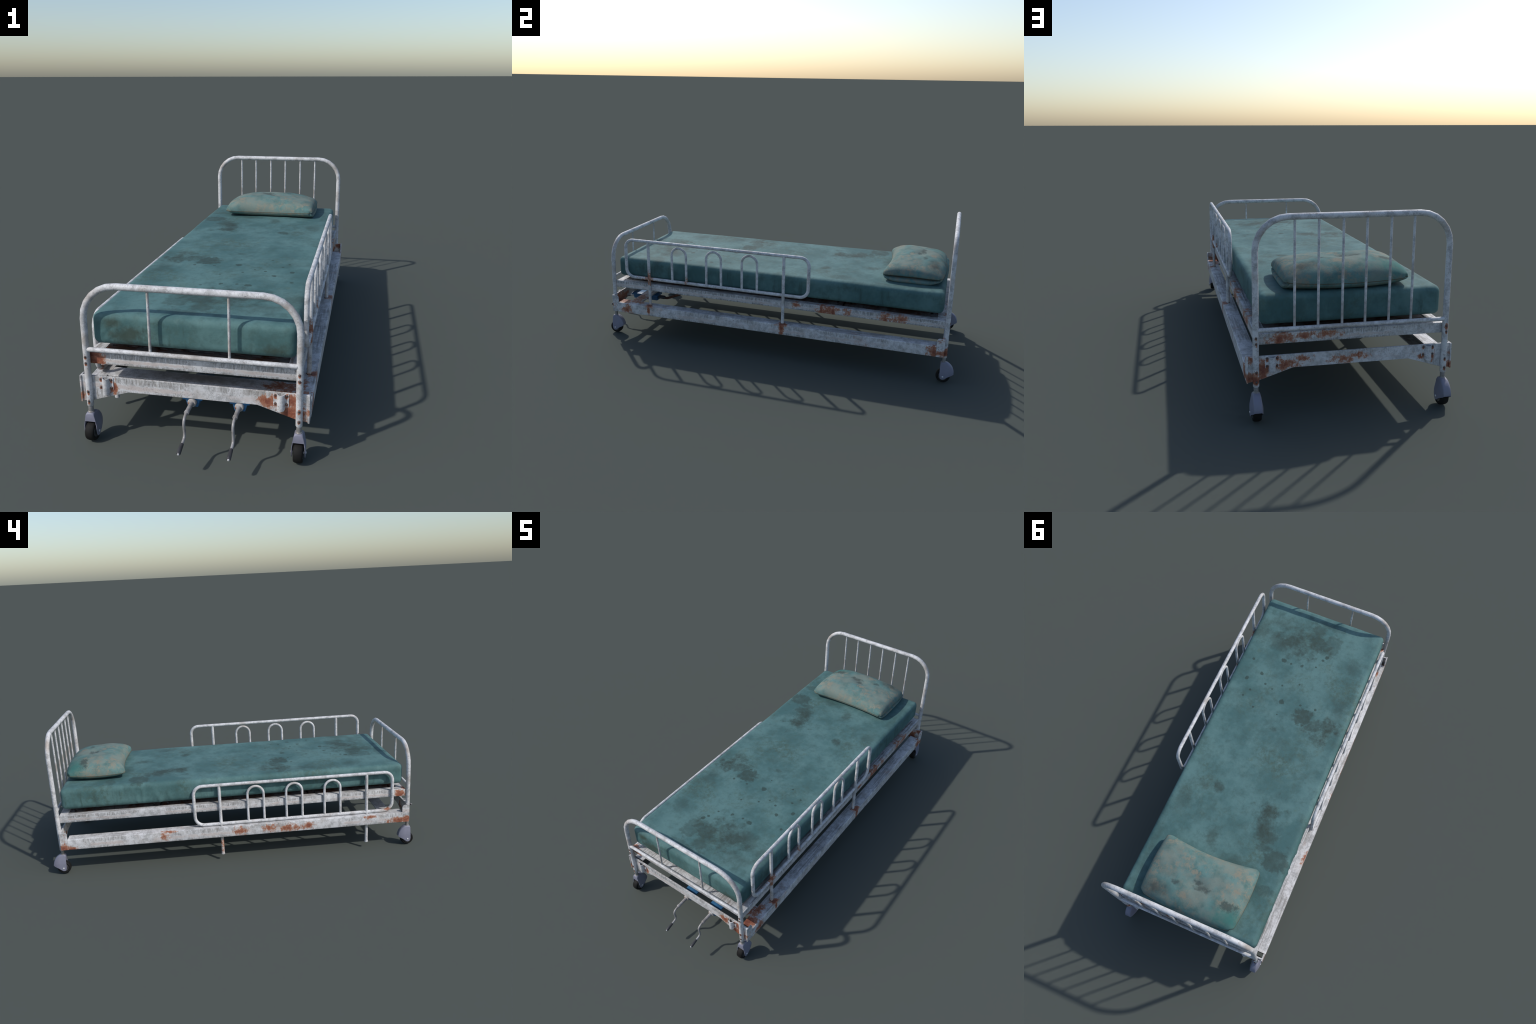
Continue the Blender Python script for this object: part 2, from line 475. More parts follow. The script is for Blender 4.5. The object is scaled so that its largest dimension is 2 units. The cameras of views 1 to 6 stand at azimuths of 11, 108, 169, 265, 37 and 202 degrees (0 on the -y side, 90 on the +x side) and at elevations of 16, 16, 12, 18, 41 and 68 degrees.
M_DECK_END = painted_metal('enamel_deck_end', zone=DECK_ZONE, grime=0.75, patch=0.46, flakes=0.2, rust=spots(
    (-0.320, -0.837, 0.287, 0.035, 0.02, 0.024), (-0.33, -0.835, 0.305, 0.03, 0.02, 0.02),
    (0.26, 0.94, 0.292, 0.020, 0.03, 0.018)), fleck=spots(
    (0.25, 0.94, 0.292, 0.08, 0.03, 0.030), (0.17, 0.94, 0.298, 0.06, 0.03, 0.020), (0.09, 0.94, 0.298, 0.07, 0.03, 0.020)))
M_END_FOOT = painted_metal('enamel_end_plate_foot', zone=PLATE_ZONE, grime=0.75, patch=0.44, rust=spots(
    (0.325, -0.845, 0.165, 0.045, 0.03, 0.034), (0.250, -0.847, 0.200, 0.030, 0.02, 0.022), (0.320, -0.847, 0.205, 0.02, 0.02, 0.02),
    (-0.258, -0.847, 0.195, 0.010, 0.02, 0.024), (-0.275, -0.847, 0.186, 0.016, 0.02, 0.010),
    (-0.376, -0.83, 0.150, 0.015, 0.03, 0.022), (0.31, -0.835, 0.19, 0.05, 0.008, 0.04)))
M_END_HEAD = painted_metal('enamel_end_plate_head', zone=PLATE_ZONE, grime=0.6, patch=0.52, flakes=0.9, rust=spots(
    (0.318, 0.945, 0.178, 0.026, 0.03, 0.040), (-0.025, 0.945, 0.212, 0.005, 0.02, 0.018),
    (-0.26, 0.945, 0.190, 0.016, 0.02, 0.010), (-0.305, 0.945, 0.190, 0.007, 0.02, 0.020),
    (0.37, 0.94, 0.155, 0.025, 0.03, 0.020), (-0.376, 0.93, 0.150, 0.02, 0.03, 0.020), (0.36, 0.93, 0.22, 0.02, 0.02, 0.016)), fleck=spots(
    (0.24, 0.945, 0.198, 0.08, 0.02, 0.034), (0.03, 0.945, 0.200, 0.08, 0.02, 0.024), (-0.02, 0.945, 0.212, 0.07, 0.02, 0.018),
    (0.18, 0.945, 0.215, 0.05, 0.02, 0.02)))
M_BEAM = painted_metal('enamel_cross_beam', dirt=spots((0.0, -0.72, 0.19, 0.3, 0.05, 0.03)), fleck=spots((0.27, -0.73, 0.19, 0.09, 0.06, 0.02)))
HOLDER_XS, HOLDER_DX, HOLDER_ZS = (-0.2855, 0.2870), 0.0178, (0.1965, 0.2250)
holder_bolts = [x + d for x in HOLDER_XS for d in (-HOLDER_DX, HOLDER_DX)]
M_HOLDER = painted_metal('enamel_pole_holder', rust=bolt_halo(holder_bolts, -0.848, HOLDER_ZS) + bolt_halo(holder_bolts, 0.946, HOLDER_ZS))
M_BOLT = bolt_metal()
M_PANEL = panel_metal()
M_STEM = plain('worn_steel', (0.30, 0.295, 0.29), (0.20, 0.18, 0.165), 0.45, 60, 0.3)
M_FORK = plain('lilac_grey_plastic', (0.205, 0.208, 0.270), (0.185, 0.19, 0.245), 0.48, 30)
M_TYRE = plain('black_rubber', (0.0085, 0.0085, 0.0085), (0.013, 0.0125, 0.012), 0.7, 50, spec=0.2)
M_RIM = plain('dull_rim', (0.10, 0.10, 0.105), (0.06, 0.06, 0.06), 0.4, 60, 0.4)
M_CHROME = plain('bright_axle_bolt', (0.72, 0.72, 0.74), (0.5, 0.5, 0.5), 0.3, 80, 0.2)
M_BLUE = plain('blue_gearbox_paint', (0.040, 0.165, 0.345), (0.030, 0.115, 0.250), 0.45, 25)
M_CRANK = plain('worn_crank_steel', (0.36, 0.355, 0.36), (0.25, 0.235, 0.225), 0.45, 45, 0.15)
M_HUB = painted_metal('worn_crank_hub', dirt=spots((0.08, -0.845, 0.165, 0.3, 0.05, 0.05)), rust=spots((-0.011, -0.845, 0.160, 0.006, 0.02, 0.009), (0.143, -0.845, 0.160, 0.006, 0.02, 0.009)))
M_GRIP = plain('dark_grip_rubber', (0.050, 0.050, 0.056), (0.036, 0.036, 0.04), 0.5, 60)
M_RUSTROD = plain('rusted_rod', (0.15, 0.06, 0.035), (0.08, 0.035, 0.022), 0.8, 50)
M_MATTRESS = mattress_cloth()
M_PILLOW = pillow_cloth()
M_SEAM = plain('brown_seam_thread', (0.075, 0.055, 0.030), (0.10, 0.08, 0.045), 0.9, 90)
M_INSIDE = plain('dark_recess', (0.045, 0.050, 0.045), (0.07, 0.06, 0.045), 0.9, 40)

# ================================================================== the bed
bed = bpy.data.objects.new('hospital_bed', None)
COLL.objects.link(bed)
bed['label'] = 'old rusty white steel hospital bed frame on casters'
bed['category'] = 'hospital bed'


# ---- bolts: a domed head, facing -y, shared by every place
bm = bmesh.new()
add_lathe(bm, [(0.0040, 0.0), (0.0040, 0.0008), (0.0030, 0.0022), (0.0014, 0.0028)], (0, 0, 0), (0, -1, 0), 12)
bolt_src = new_object('bolt', bm, M_BOLT, bed)
bolt_first = [True]


def bolt(x, y, z, parent, to_head=False):
    ob = bolt_src if bolt_first[0] else repeat(bolt_src)
    bolt_first[0] = False
    ob.location = (x, y, z)
    ob.rotation_euler = (random.uniform(-.05, .05), random.uniform(0, 3), math.pi if to_head else 0)
    ob.parent = parent


# ---- head and foot boards: bent tube, lower crossbar, spindles
def end_board(name, y, top, mat, spindle_xs, bar_name):
    bm = bmesh.new()
    cx, cz = POST_X - CORNER_R, top - CORNER_R
    path = [(-POST_X, y, POST_BOTTOM), (-POST_X, y, POST_BOTTOM + 0.003)]
    path += line((-POST_X, y, POST_BOTTOM + 0.003), (-POST_X, y, cz), 8)[1:-1]
    path += arc((-cx, y, cz), CORNER_R, 180, 90, 'xz', 6)
    path += line((-cx, y, top), (cx, y, top), 8)[1:-1]
    path += arc((cx, y, cz), CORNER_R, 90, 0, 'xz', 6)
    path += line((POST_X, y, cz), (POST_X, y, POST_BOTTOM + 0.003), 8)[1:]
    path += [(POST_X, y, POST_BOTTOM)]
    rad = [POST_R] * len(path)
    rad[0] = rad[-1] = POST_R - 0.002
    add_tube(bm, path, rad, 24)
    board = new_object(name, bm, mat, bed)
    # crossbar with rounded ends let into the posts
    bm = bmesh.new()
    out = -0.003 if y < 0 else 0.003
    xe = POST_X - 0.004
    add_tube(bm, [(-xe, y + out, BAR_Z), (-xe + .002, y + out, BAR_Z), (-xe + .006, y + out, BAR_Z)]
             + line((-xe + .006, y + out, BAR_Z), (xe - .006, y + out, BAR_Z), 10)[1:-1]
             + [(xe - .006, y + out, BAR_Z), (xe - .002, y + out, BAR_Z), (xe, y + out, BAR_Z)],
             [BAR_R * .45, BAR_R * .8] + [BAR_R] * 11 + [BAR_R * .8, BAR_R * .45], 18)
    new_object(bar_name, bm, mat, board)
    # spindles, slightly thinner, standing between crossbar and top tube
    bm = bmesh.new()
    add_tube(bm, line((0, 0, BAR_Z), (0, 0, top - 0.004), 6), SPINDLE_R, 12)
    first = new_object('spindle', bm, M_SPINDLE, board)
    first.location = (spindle_xs[0], y, 0)
    for x in spindle_xs[1:]:
        repeat(first, (x, y, 0))
    for x in (-POST_X, POST_X):
        for z in (0.305, 0.284, 0.182, 0.147):
            s = 1 if y > 0 else -1
            bolt(x, y + s * (POST_R - 0.0003), z, board, y > 0)
    return board


footboard = end_board('footboard', FOOT_Y, FOOT_TOP, M_FOOT, (-0.128, 0.127), 'crossbar')
headboard = end_board('headboard', HEAD_Y, HEAD_TOP, M_HEAD, (-0.211, -0.128, -0.0415, 0.0415, 0.127, 0.210), 'crossbar')


# ---- guard rails: rounded frame, two posts that slide in the base rail, three arches
def guard_rail(x, dz, mat):
    y0, y1, z0, z1, r = -0.7625, 0.2665, 0.3455 + dz, 0.5545 + dz, 0.045
    bm = bmesh.new()
    path = arc((x, y0 + r, z0 + r), r, 270, 180, 'yz', 8) + arc((x, y0 + r, z1 - r), r, 180, 90, 'yz', 8)
    path += line((x, y0 + r, z1), (x, y1 - r, z1), 10)[1:-1]
    path += arc((x, y1 - r, z1 - r), r, 90, 0, 'yz', 8) + arc((x, y1 - r, z0 + r), r, 0, -90, 'yz', 8)
    path += line((x, y1 - r, z0), (x, y0 + r, z0), 10)[1:-1]
    add_tube(bm, path, 0.0085, 18, closed=True)
    rail = new_object('guard_rail', bm, mat, bed)
    for py in (-0.626, 0.136):
        bm = bmesh.new()
        b = 0.1735 + dz
        add_tube(bm, [(x, py, b), (x, py, b + .002), (x, py, b + .006), (x, py, b + .009)] + line((x, py, b + .02), (x, py, z0 - .012), 4)
                 + [(x, py, z0 - .011), (x, py, z0 + .010), (x, py, z0 + .012)] + line((x, py, z0 + .03), (x, py, z1), 4),
                 [.0075, .0095, .0095, .0080] + [.0080] * 5 + [.0088, .0088, .0080] + [.0080] * 5, 16)
        new_object('guard_post', bm, mat, rail)
    for cy in (-0.4455, -0.2463, -0.0473):
        bm = bmesh.new()
        h, top = 0.0415, z1 - 0.0195
        add_tube(bm, line((x, cy - h, z0), (x, cy - h, top - h), 4) + arc((x, cy, top - h), h, 180, 0, 'yz', 14)[1:-1]
                 + line((x, cy + h, top - h), (x, cy + h, z0), 4), 0.0064, 14)
        new_object('guard_arch', bm, mat, rail)
    return rail


guard_rail(GUARD_X, 0.0, M_GUARD_R)
guard_rail(-GUARD_X, -GUARD_DROP, M_GUARD_L)

# ---- base frame: two box side rails
for s, mat in ((1, M_SIDE_R), (-1, M_SIDE_L)):
    bm = bmesh.new()
    xs = sorted((s * RAIL_IN, s * RAIL_OUT))
    # C channel, open towards the middle of the bed
    t, o, i = 0.0045, s * RAIL_OUT, s * RAIL_IN
    prof = [(o, RAIL_BOTTOM), (o, RAIL_TOP), (i, RAIL_TOP), (i, RAIL_TOP - t), (o - s * t, RAIL_TOP - t),
            (o - s * t, RAIL_BOTTOM + t), (i, RAIL_BOTTOM + t), (i, RAIL_BOTTOM)]
    add_plate(bm, prof, 1, -0.812, 0.909, 0)
    lip = [e for e in bm.edges if all(abs(v.co.x - o) < 1e-6 for v in e.verts) and abs(e.verts[0].co.y - e.verts[1].co.y) > 1]
    bmesh.ops.bevel(bm, geom=lip, offset=0.003, segments=3, affect='EDGES', profile=0.5)
    rail = new_object('base_side_rail', bm, mat, bed)
    for py in (-0.626, 0.136):     # dark sockets round the guard posts
        bm = bmesh.new()
        add_tube(bm, [(s * GUARD_X, py, RAIL_TOP - 0.002), (s * GUARD_X, py, RAIL_TOP + 0.0008)], 0.0100, 18)
        new_object('post_socket', bm, M_INSIDE, rail)


# ---- end plates: trapezoid web with bent-back side flanges and pole holders
def end_plate(y_out, s, mat):
    """s = -1 at the foot, +1 at the head; y_out is the outer face."""
    t = 0.007
    y_lip = y_out + s * 0.0045          # flanges stand proud of the web
    lo, hi = sorted((y_out, y_out - s * t))
    bm = bmesh.new()
    web = [(-0.373, 0.1390), (-0.338, 0.1435), (-0.212, 0.1850), (0.212, 0.1850), (0.338, 0.1435), (0.373, 0.1390), (0.373, 0.2330), (-0.373, 0.2330)]
    add_plate(bm, web, 1, lo, hi)
    for sx in (-1, 1):
        inner = y_out - s * 0.033
        a, b = sorted((sx * 0.3710, sx * 0.3768))
        # flange outline in (y, z): rounded inner top corner
        yy = y_lip
        c = (inner + s * 0.014, 0.232 - 0.014)
        prof = [(yy, 0.138), (yy, 0.232)]
        prof += [(c[0] - s * 0.014 * math.sin(k), c[1] + 0.014 * math.cos(k)) for k in (math.radians(d) for d in (0, 22, 45, 67, 90))]
        prof += [(inner, 0.138)]
        add_plate(bm, prof, 0, a, b)
    plate = new_object('end_plate', bm, mat, bed, angle=30)
    # half-pipe pole holders screwed on
    for cx in HOLDER_XS:
        bm = bmesh.new()
        n, r, th = 14, 0.0130, 0.0022
        def face(q):
            return y_out + s * q
        for half in (-1, 1):
            a, b = sorted((cx + half * (r - 0.001), cx + half * 0.0245))
            l, h = sorted((face(-0.0005), face(th)))
            add_box(bm, (a, l, 0.189), (b, h, 0.2315), 0.0006, 1)
        # bowed strap, cut lower and tapering at the bottom
        outer = [(cx + r * math.cos(math.pi * i / n), 0.0005 + 1.22 * r * math.sin(math.pi * i / n)) for i in range(n + 1)]
        inner_ = [(cx + (r - th) * math.cos(math.pi * i / n), 1.22 * (r - th) * math.sin(math.pi * i / n)) for i in range(n + 1)]
        def zlow(i):
            return 0.176 + 0.006 * max(0.0, abs(i - n / 2) / (n / 2) - 0.55) / 0.45
        g = {}
        for k, row in (('o', outer), ('i', inner_)):
            for i, (px, q) in enumerate(row):
                g[k, i, 0] = bm.verts.new((px, face(q), zlow(i)))
                g[k, i, 1] = bm.verts.new((px, face(q), 0.2300))
        for i in range(n):
            for k in 'oi':
                bm.faces.new((g[k, i, 0], g[k, i + 1, 0], g[k, i + 1, 1], g[k, i, 1]))
            for e in (0, 1):
                bm.faces.new((g['o', i, e], g['o', i + 1, e], g['i', i + 1, e], g['i', i, e]))
        holder = new_object('pole_holder', bm, M_HOLDER, plate, angle=35)
        for bx in (-HOLDER_DX, HOLDER_DX):
            for bz in HOLDER_ZS:
                bolt(cx + bx, y_out + s * th, bz, holder, s > 0)
    return plate


end_plate(-0.8445, -1, M_END_FOOT)
end_plate(0.9430, 1, M_END_HEAD)

# ---- flat cross beam carrying the crank gearboxes
bm = bmesh.new()
add_box(bm, (-RAIL_IN - 0.004, -0.757, 0.1845), (RAIL_IN + 0.004, -0.696, 0.1925), 0.0015, 1)
new_object('cross_beam', bm, M_BEAM, bed)

# ---- deck: perimeter rails with rusty sheet panels let in
for s in (-1, 1):
    bm = bmesh.new()
    a, b = sorted((s * 0.303, s * DECK_X))
    add_box(bm, (a, -0.8355, DECK_BOTTOM), (b, 0.939, DECK_TOP), 0.0025, 2)
    new_object('deck_side_rail', bm, M_DECK_SIDE, bed)
for y0, y1 in ((-0.837, -0.795), (0.900, 0.9405)):
    bm = bmesh.new()
    add_box(bm, (-0.3445, y0, DECK_BOTTOM + 0.0006), (0.3445, y1, DECK_TOP + 0.0007), 0.0025, 2)
    new_object('deck_end_rail', bm, M_DECK_END, bed)


bm = bmesh.new()
add_box(bm, (-0.3025, -0.7945, 0.2930), (0.3025, 0.8995, 0.2970), 0)  # extra sheet hides sunlit ground, keeps slots and gaps dark
new_object('gap_darkening_sheet', bm, M_PANEL, bed)


def deck_panel(y0, y1):
    """Sheet with rows of punched slots near its ends, turned-down rim."""
    bm = bmesh.new()
    x0, x1, z1, z0 = -0.302, 0.302, 0.3085, 0.3000
    rows = [y for y in (y0 + 0.030, y1 - 0.030)]
    ys = sorted([y0, y1] + [r + d for r in rows for d in (-0.005, 0.005)])
    xs = [x0]
    x = -0.290
    while x < 0.29:
        xs += [x, x + 0.033]
        x += 0.052
    xs = sorted([q for q in xs if q < x1 - 0.004] + [x1])
    vt = {(i, j): bm.verts.new((a, b, z1)) for i, a in enumerate(xs) for j, b in enumerate(ys)}
    for i in range(len(xs) - 1):
        for j in range(len(ys) - 1):
            if j in (1, 3) and i % 2 == 1:
                continue                       # the slot
            bm.faces.new((vt[i, j], vt[i + 1, j], vt[i + 1, j + 1], vt[i, j + 1]))
    ext = bmesh.ops.extrude_face_region(bm, geom=bm.faces[:])
    bmesh.ops.translate(bm, vec=(0, 0, z0 - z1), verts=[v for v in ext['geom'] if isinstance(v, bmesh.types.BMVert)])
    return new_object('deck_panel', bm, M_PANEL, bed, angle=30)


for y0, y1 in ((-0.794, -0.333), (-0.323, 0.432), (0.442, 0.899)):
    deck_panel(y0, y1)


# ---- casters
def caster_parts():
    # stem and collar
    bm = bmesh.new()
    add_lathe(bm, [(0.0085, 0.140), (0.0085, 0.108), (0.0108, 0.106), (0.0115, 0.101), (0.0100, 0.096)], (0, 0, 0), (0, 0, 1), 20)
    stem = new_object('caster', bm, M_STEM, bed)
    # hooded fork: arched sections at stations along y, open below and in front
    upper = [(-0.0145, 0.0990), (-0.0120, 0.1040), (0.0005, 0.1065), (0.0165, 0.1040), (0.0320, 0.0935), (0.0425, 0.0805), (0.0480, 0.0660), (0.0500, 0.0560)]
    lower = [(-0.0145, 0.0420), (-0.0125, 0.0290), (-0.0080, 0.0210), (0.0020, 0.0185), (0.0110, 0.0245), (0.0250, 0.0350), (0.0440, 0.0445), (0.0500, 0.0500)]

    def curve(pts, y):
        for (y0, z0), (y1, z1) in zip(pts, pts[1:]):
            if y <= y1:
                return z0 + (z1 - z0) * (y - y0) / (y1 - y0)
        return pts[-1][1]

    def half(z, y=0.0):
        w = 0.0128 + 0.0095 * min(1.0, max(0.0, (0.1065 - z) / 0.050))
        tail = max(0.0, (y - 0.012) / 0.038)
        return w * (1 - 0.38 * tail ** 2)

    bm = bmesh.new()
    stations = [-0.0145, -0.0135, -0.012, -0.008, -0.002, 0.004, 0.010, 0.016, 0.022, 0.028, 0.034, 0.039, 0.043, 0.046, 0.048, 0.0495, 0.050]
    rows = []
    for y in stations:
        zt, zb = curve(upper, y), curve(lower, y)
        crown = min(0.009, 0.6 * (zt - zb))
        sec = [(half(zb + (zt - crown - zb) * k / 6, y), zb + (zt - crown - zb) * k / 6) for k in range(7)]
        w = sec[-1][0]
        sec += [(w * (1 - 0.55 * (1 - math.cos(a))), zt - crown + crown * math.sin(a)) for a in (0.4, 0.8, 1.2)]
        sec += [(w * 0.22, zt)]
        rows.append([bm.verts.new((-x, y, z)) for x, z in sec] + [bm.verts.new((x, y, z)) for x, z in sec[::-1]])
    for r0, r1 in zip(rows, rows[1:]):
        for j in range(len(r0) - 1):
            bm.faces.new((r0[j], r0[j + 1], r1[j + 1], r1[j]))
    bm.faces.new(rows[-1])                                  # tail
    front = [v for v in rows[0] if v.co.z > 0.066]           # apron over the tyre
    bm.faces.new(front)
    bmesh.ops.recalc_face_normals(bm, faces=bm.faces[:])
    bmesh.ops.triangulate(bm, faces=[f for f in bm.faces if len(f.verts) > 4])
    bmesh.ops.solidify(bm, geom=bm.faces[:], thickness=0.0022)
    fork = new_object('fork', bm, M_FORK, stem, angle=60)
    hub = (0, 0.001, 0.034)
    bm = bmesh.new()
    prof = [(0.021, -0.0125), (0.0265, -0.0155), (0.0300, -0.0150), (0.0325, -0.0115), (0.0338, -0.0060), (0.0340, 0.0)]
    prof += [(r, -h) for r, h in prof[-2::-1]]
    add_lathe(bm, prof, hub, (1, 0, 0), 40)
    new_object('tyre', bm, M_TYRE, stem, angle=50)
    bm = bmesh.new()
    rp = [(0.0050, -0.0150), (0.0150, -0.0140), (0.0200, -0.0150), (0.0212, -0.0140), (0.0212, 0.0140), (0.0200, 0.0150), (0.0150, 0.0140), (0.0050, 0.0150)]
    add_lathe(bm, rp, hub, (1, 0, 0), 32)
    new_object('rim', bm, M_RIM, stem)
    bm = bmesh.new()
    wz = half(hub[2]) + 0.0022
    add_lathe(bm, [(0.0030, -wz), (0.0042, -wz + .001), (0.0042, wz - .001), (0.0030, wz)], hub, (1, 0, 0), 16)
    new_object('axle_bolt', bm, M_CHROME, stem)
    return stem


caster = caster_parts()
caster.location = (POST_X, HEAD_Y - 0.001, 0)
for loc in ((-POST_X, HEAD_Y - 0.001), (POST_X, FOOT_Y), (-POST_X, FOOT_Y)):
    c2 = repeat(caster, (loc[0], loc[1], 0))
    for ch in list(caster.children):
        repeat(ch, parent=c2)


# ---- cranks: gearbox, hub, socket, bent rod, grip, and the push rod behind
def smooth_path(pts, n=6):
    """Catmull-Rom through the control points."""
    p = [Vector(q) for q in pts]
    p = [2 * p[0] - p[1]] + p + [2 * p[-1] - p[-2]]
    out = []
    for i in range(1, len(p) - 2):
        for k in range(n):
            t = k / n
            out.append(0.5 * ((2 * p[i]) + (p[i + 1] - p[i - 1]) * t + (2 * p[i - 1] - 5 * p[i] + 4 * p[i + 1] - p[i + 2]) * t * t
                              + (3 * p[i] - p[i - 1] - 3 * p[i + 1] + p[i + 2]) * t ** 3))
    return out + [p[-2]]


def crank(x):
    axis_z = 0.1670
    # gearbox: flange on a tapering housing
    bm = bmesh.new()
    add_box(bm, (x - 0.0325, -0.837, 0.1740), (x + 0.0325, -0.674, 0.1840), 0.0012, 2)
    add_plate(bm, [(x - 0.0250, 0.1745), (x - 0.0165, 0.1480), (x + 0.0165, 0.1480), (x + 0.0250, 0.1745)], 1, -0.833, -0.680, 0.002)
    box = new_object('gearbox', bm, M_BLUE, bed, angle=30)
    bm = bmesh.new()
    add_lathe(bm, [(0.0120, 0.0), (0.0148, 0.002), (0.0148, 0.010), (0.0125, 0.0135), (0.0090, 0.0140)], (x, -0.832, axis_z), (0, -1, 0), 24)
    new_object('hub', bm, M_HUB, box)
    bm = bmesh.new()
    add_lathe(bm, [(0.0078, 0.0), (0.0070, 0.050), (0.0080, 0.052), (0.0082, 0.060), (0.0070, 0.0620)], (x, -0.842, axis_z), (0, -1, -0.02), 20)
    rod = new_object('crank', bm, M_CRANK, bed)
    bm = bmesh.new()
    add_tube(bm, smooth_path([(x, -0.900, 0.1655), (x, -0.916, 0.1640), (x, -0.929, 0.1560), (x, -0.9325, 0.1440), (x, -0.9300, 0.1250),
                              (x, -0.9290, 0.1090), (x, -0.9340, 0.0975), (x, -0.9480, 0.0925), (x, -0.9600, 0.0905)], 5), 0.0046, 14)
    new_object('crank_handle', bm, M_CRANK, rod)
    d = (0, -0.042, -0.0105)
    bm = bmesh.new()
    add_lathe(bm, [(0.0048, 0.0), (0.0060, 0.002), (0.0068, 0.030), (0.0068, 0.038), (0.0058, 0.0405)], (x, -0.9560, 0.0915), d, 18)
    new_object('grip', bm, M_GRIP, rod)
    bm = bmesh.new()
    add_lathe(bm, [(0.0036, 0.0390), (0.0036, 0.0430), (0.0022, 0.0440)], (x, -0.9560, 0.0915), d, 14)
    new_object('grip_cap', bm, M_CHROME, rod)
    # behind the gearbox: coupling and rusty push rod up to the deck
    bm = bmesh.new()
    add_lathe(bm, [(0.0100, 0.0), (0.0105, 0.003), (0.0105, 0.040), (0.0080, 0.044), (0.0055, 0.046), (0.0050, 0.062)], (x, -0.682, axis_z), (0, 1, 0), 20)
    new_object('coupling', bm, M_RIM, box)
    bm = bmesh.new()
    path = [(x, -0.640, 0.1650), (x, -0.618, 0.1670), (x, -0.565, 0.1885), (x, -0.520, 0.2050), (x, -0.420, 0.2125)]
    if x > 0.1:        # the long one lifts the back rest, the other the knees
        path += [(x, 0.000, 0.2130), (x, 0.300, 0.2090), (x, 0.420, 0.2120), (x, 0.600, 0.2330)]
    else:
        path += [(x, -0.330, 0.2060)]
    add_tube(bm, smooth_path(path, 4), 0.0072, 12)
    new_object('push_rod', bm, M_RUSTROD, box)
    # lever that the push rod swings, hung from the deck
    bm = bmesh.new()
    y, z = path[-1][1:]
    add_box(bm, (x - 0.003, y - 0.012, z - 0.010), (x + 0.003, y + 0.012, 0.2935), 0.001, 1)
    new_object('lift_lever', bm, M_RUSTROD, box)


crank(0.0)
crank(0.154)

# ================================================================== mattress
def rounded_slab(half, r_edge, step):
    """Rounded box as an evenly divided shell, centred on the origin."""
    bm = bmesh.new()
    cnt = [max(2, round(2 * h / step)) for h in half]
    cache = {}
    def vert(i, j, k):
        key = (i, j, k)
        if key not in cache:
            p = Vector([-half[a] + 2 * half[a] * (i, j, k)[a] / cnt[a] for a in range(3)])
            core = Vector([max(-half[a] + r_edge, min(half[a] - r_edge, p[a])) for a in range(3)])
            d = p - core
            cache[key] = bm.verts.new(core + d.normalized() * r_edge if d.length > 1e-9 else p)
        return cache[key]
    for a in range(3):
        b, c = (a + 1) % 3, (a + 2) % 3
        for end in (0, cnt[a]):
            for i in range(cnt[b]):
                for j in range(cnt[c]):
                    q = []
                    for di, dj in ((0, 0), (1, 0), (1, 1), (0, 1)):
                        ix = [0, 0, 0]
                        ix[a], ix[b], ix[c] = end, i + di, j + dj
                        q.append(vert(*ix))
                    bm.faces.new(q)
    return bm


MX, MY0, MY1 = 0.3310, -0.8240, 0.9240
bm = rounded_slab((MX, (MY1 - MY0) / 2, (MAT_TOP - MAT_BOTTOM) / 2), 0.023, 0.0075)
cy, cz = (MY0 + MY1) / 2, (MAT_TOP + MAT_BOTTOM) / 2
creases = [(random.uniform(-0.8, 0.9), random.choice((-1, 1)), random.uniform(0.004, 0.008), random.uniform(-0.35, 0.35)) for _ in range(46)]
for v in bm.verts:
    v.co += Vector((0, cy, cz))
    p = v.co.copy()
    up = max(0.0, (p.z - cz) / (MAT_TOP - cz))
    edge = min(MX - abs(p.x), p.y - MY0, MY1 - p.y)
    # soft unevenness of the top, slight sag away from the hem
    v.co.z += up * 0.0022 * noise.noise((p.x * 5, p.y * 4, 1.3)) + up * 0.0012 * noise.noise((p.x * 16, p.y * 14, 4.0))
    if edge < 0.012:
        low = min(1.0, max(0.0, (MAT_TOP - 0.022 - p.z) / 0.05))
        d = 0.0016 * noise.noise((p.x * 11, p.y * 11, p.z * 7))
        if abs(p.x) > MX - 0.012:
            for (yc, s, w, tilt) in creases:
                if s * p.x > 0:
                    q = (p.y - yc - tilt * (p.z - MAT_BOTTOM)) / w
                    if abs(q) < 3:
                        d -= 0.0026 * low * math.exp(-q * q)
            v.co.x += math.copysign(d, p.x)
        else:
            # diagonal pull folds towards the lower corners of the end faces
            for s in (-1, 1):
                for off in (0.0, 0.035):
                    q = ((s * p.x - (MX - 0.05 - off)) - 0.9 * (MAT_BOTTOM + 0.06 - p.z)) / 0.006
                    if abs(q) < 3:
                        d -= 0.0024 * math.exp(-q * q) * (1 if p.z < MAT_TOP - 0.03 else 0)
            v.co.y += math.copysign(d, p.y)
    v.co.x -= 0.0007 + 0.0046 * (p.y - MY0) / (MY1 - MY0)      # lies a touch askew
mattress = new_object('mattress', bm, M_MATTRESS, None, angle=80)
mattress['label'] = 'long teal vinyl mattress with dark stains and drops'
mattress['category'] = 'mattress'

# ================================================================== pillow
SEAM_Z, P_TOP, P_LOW = 0.470, 0.074, 0.030


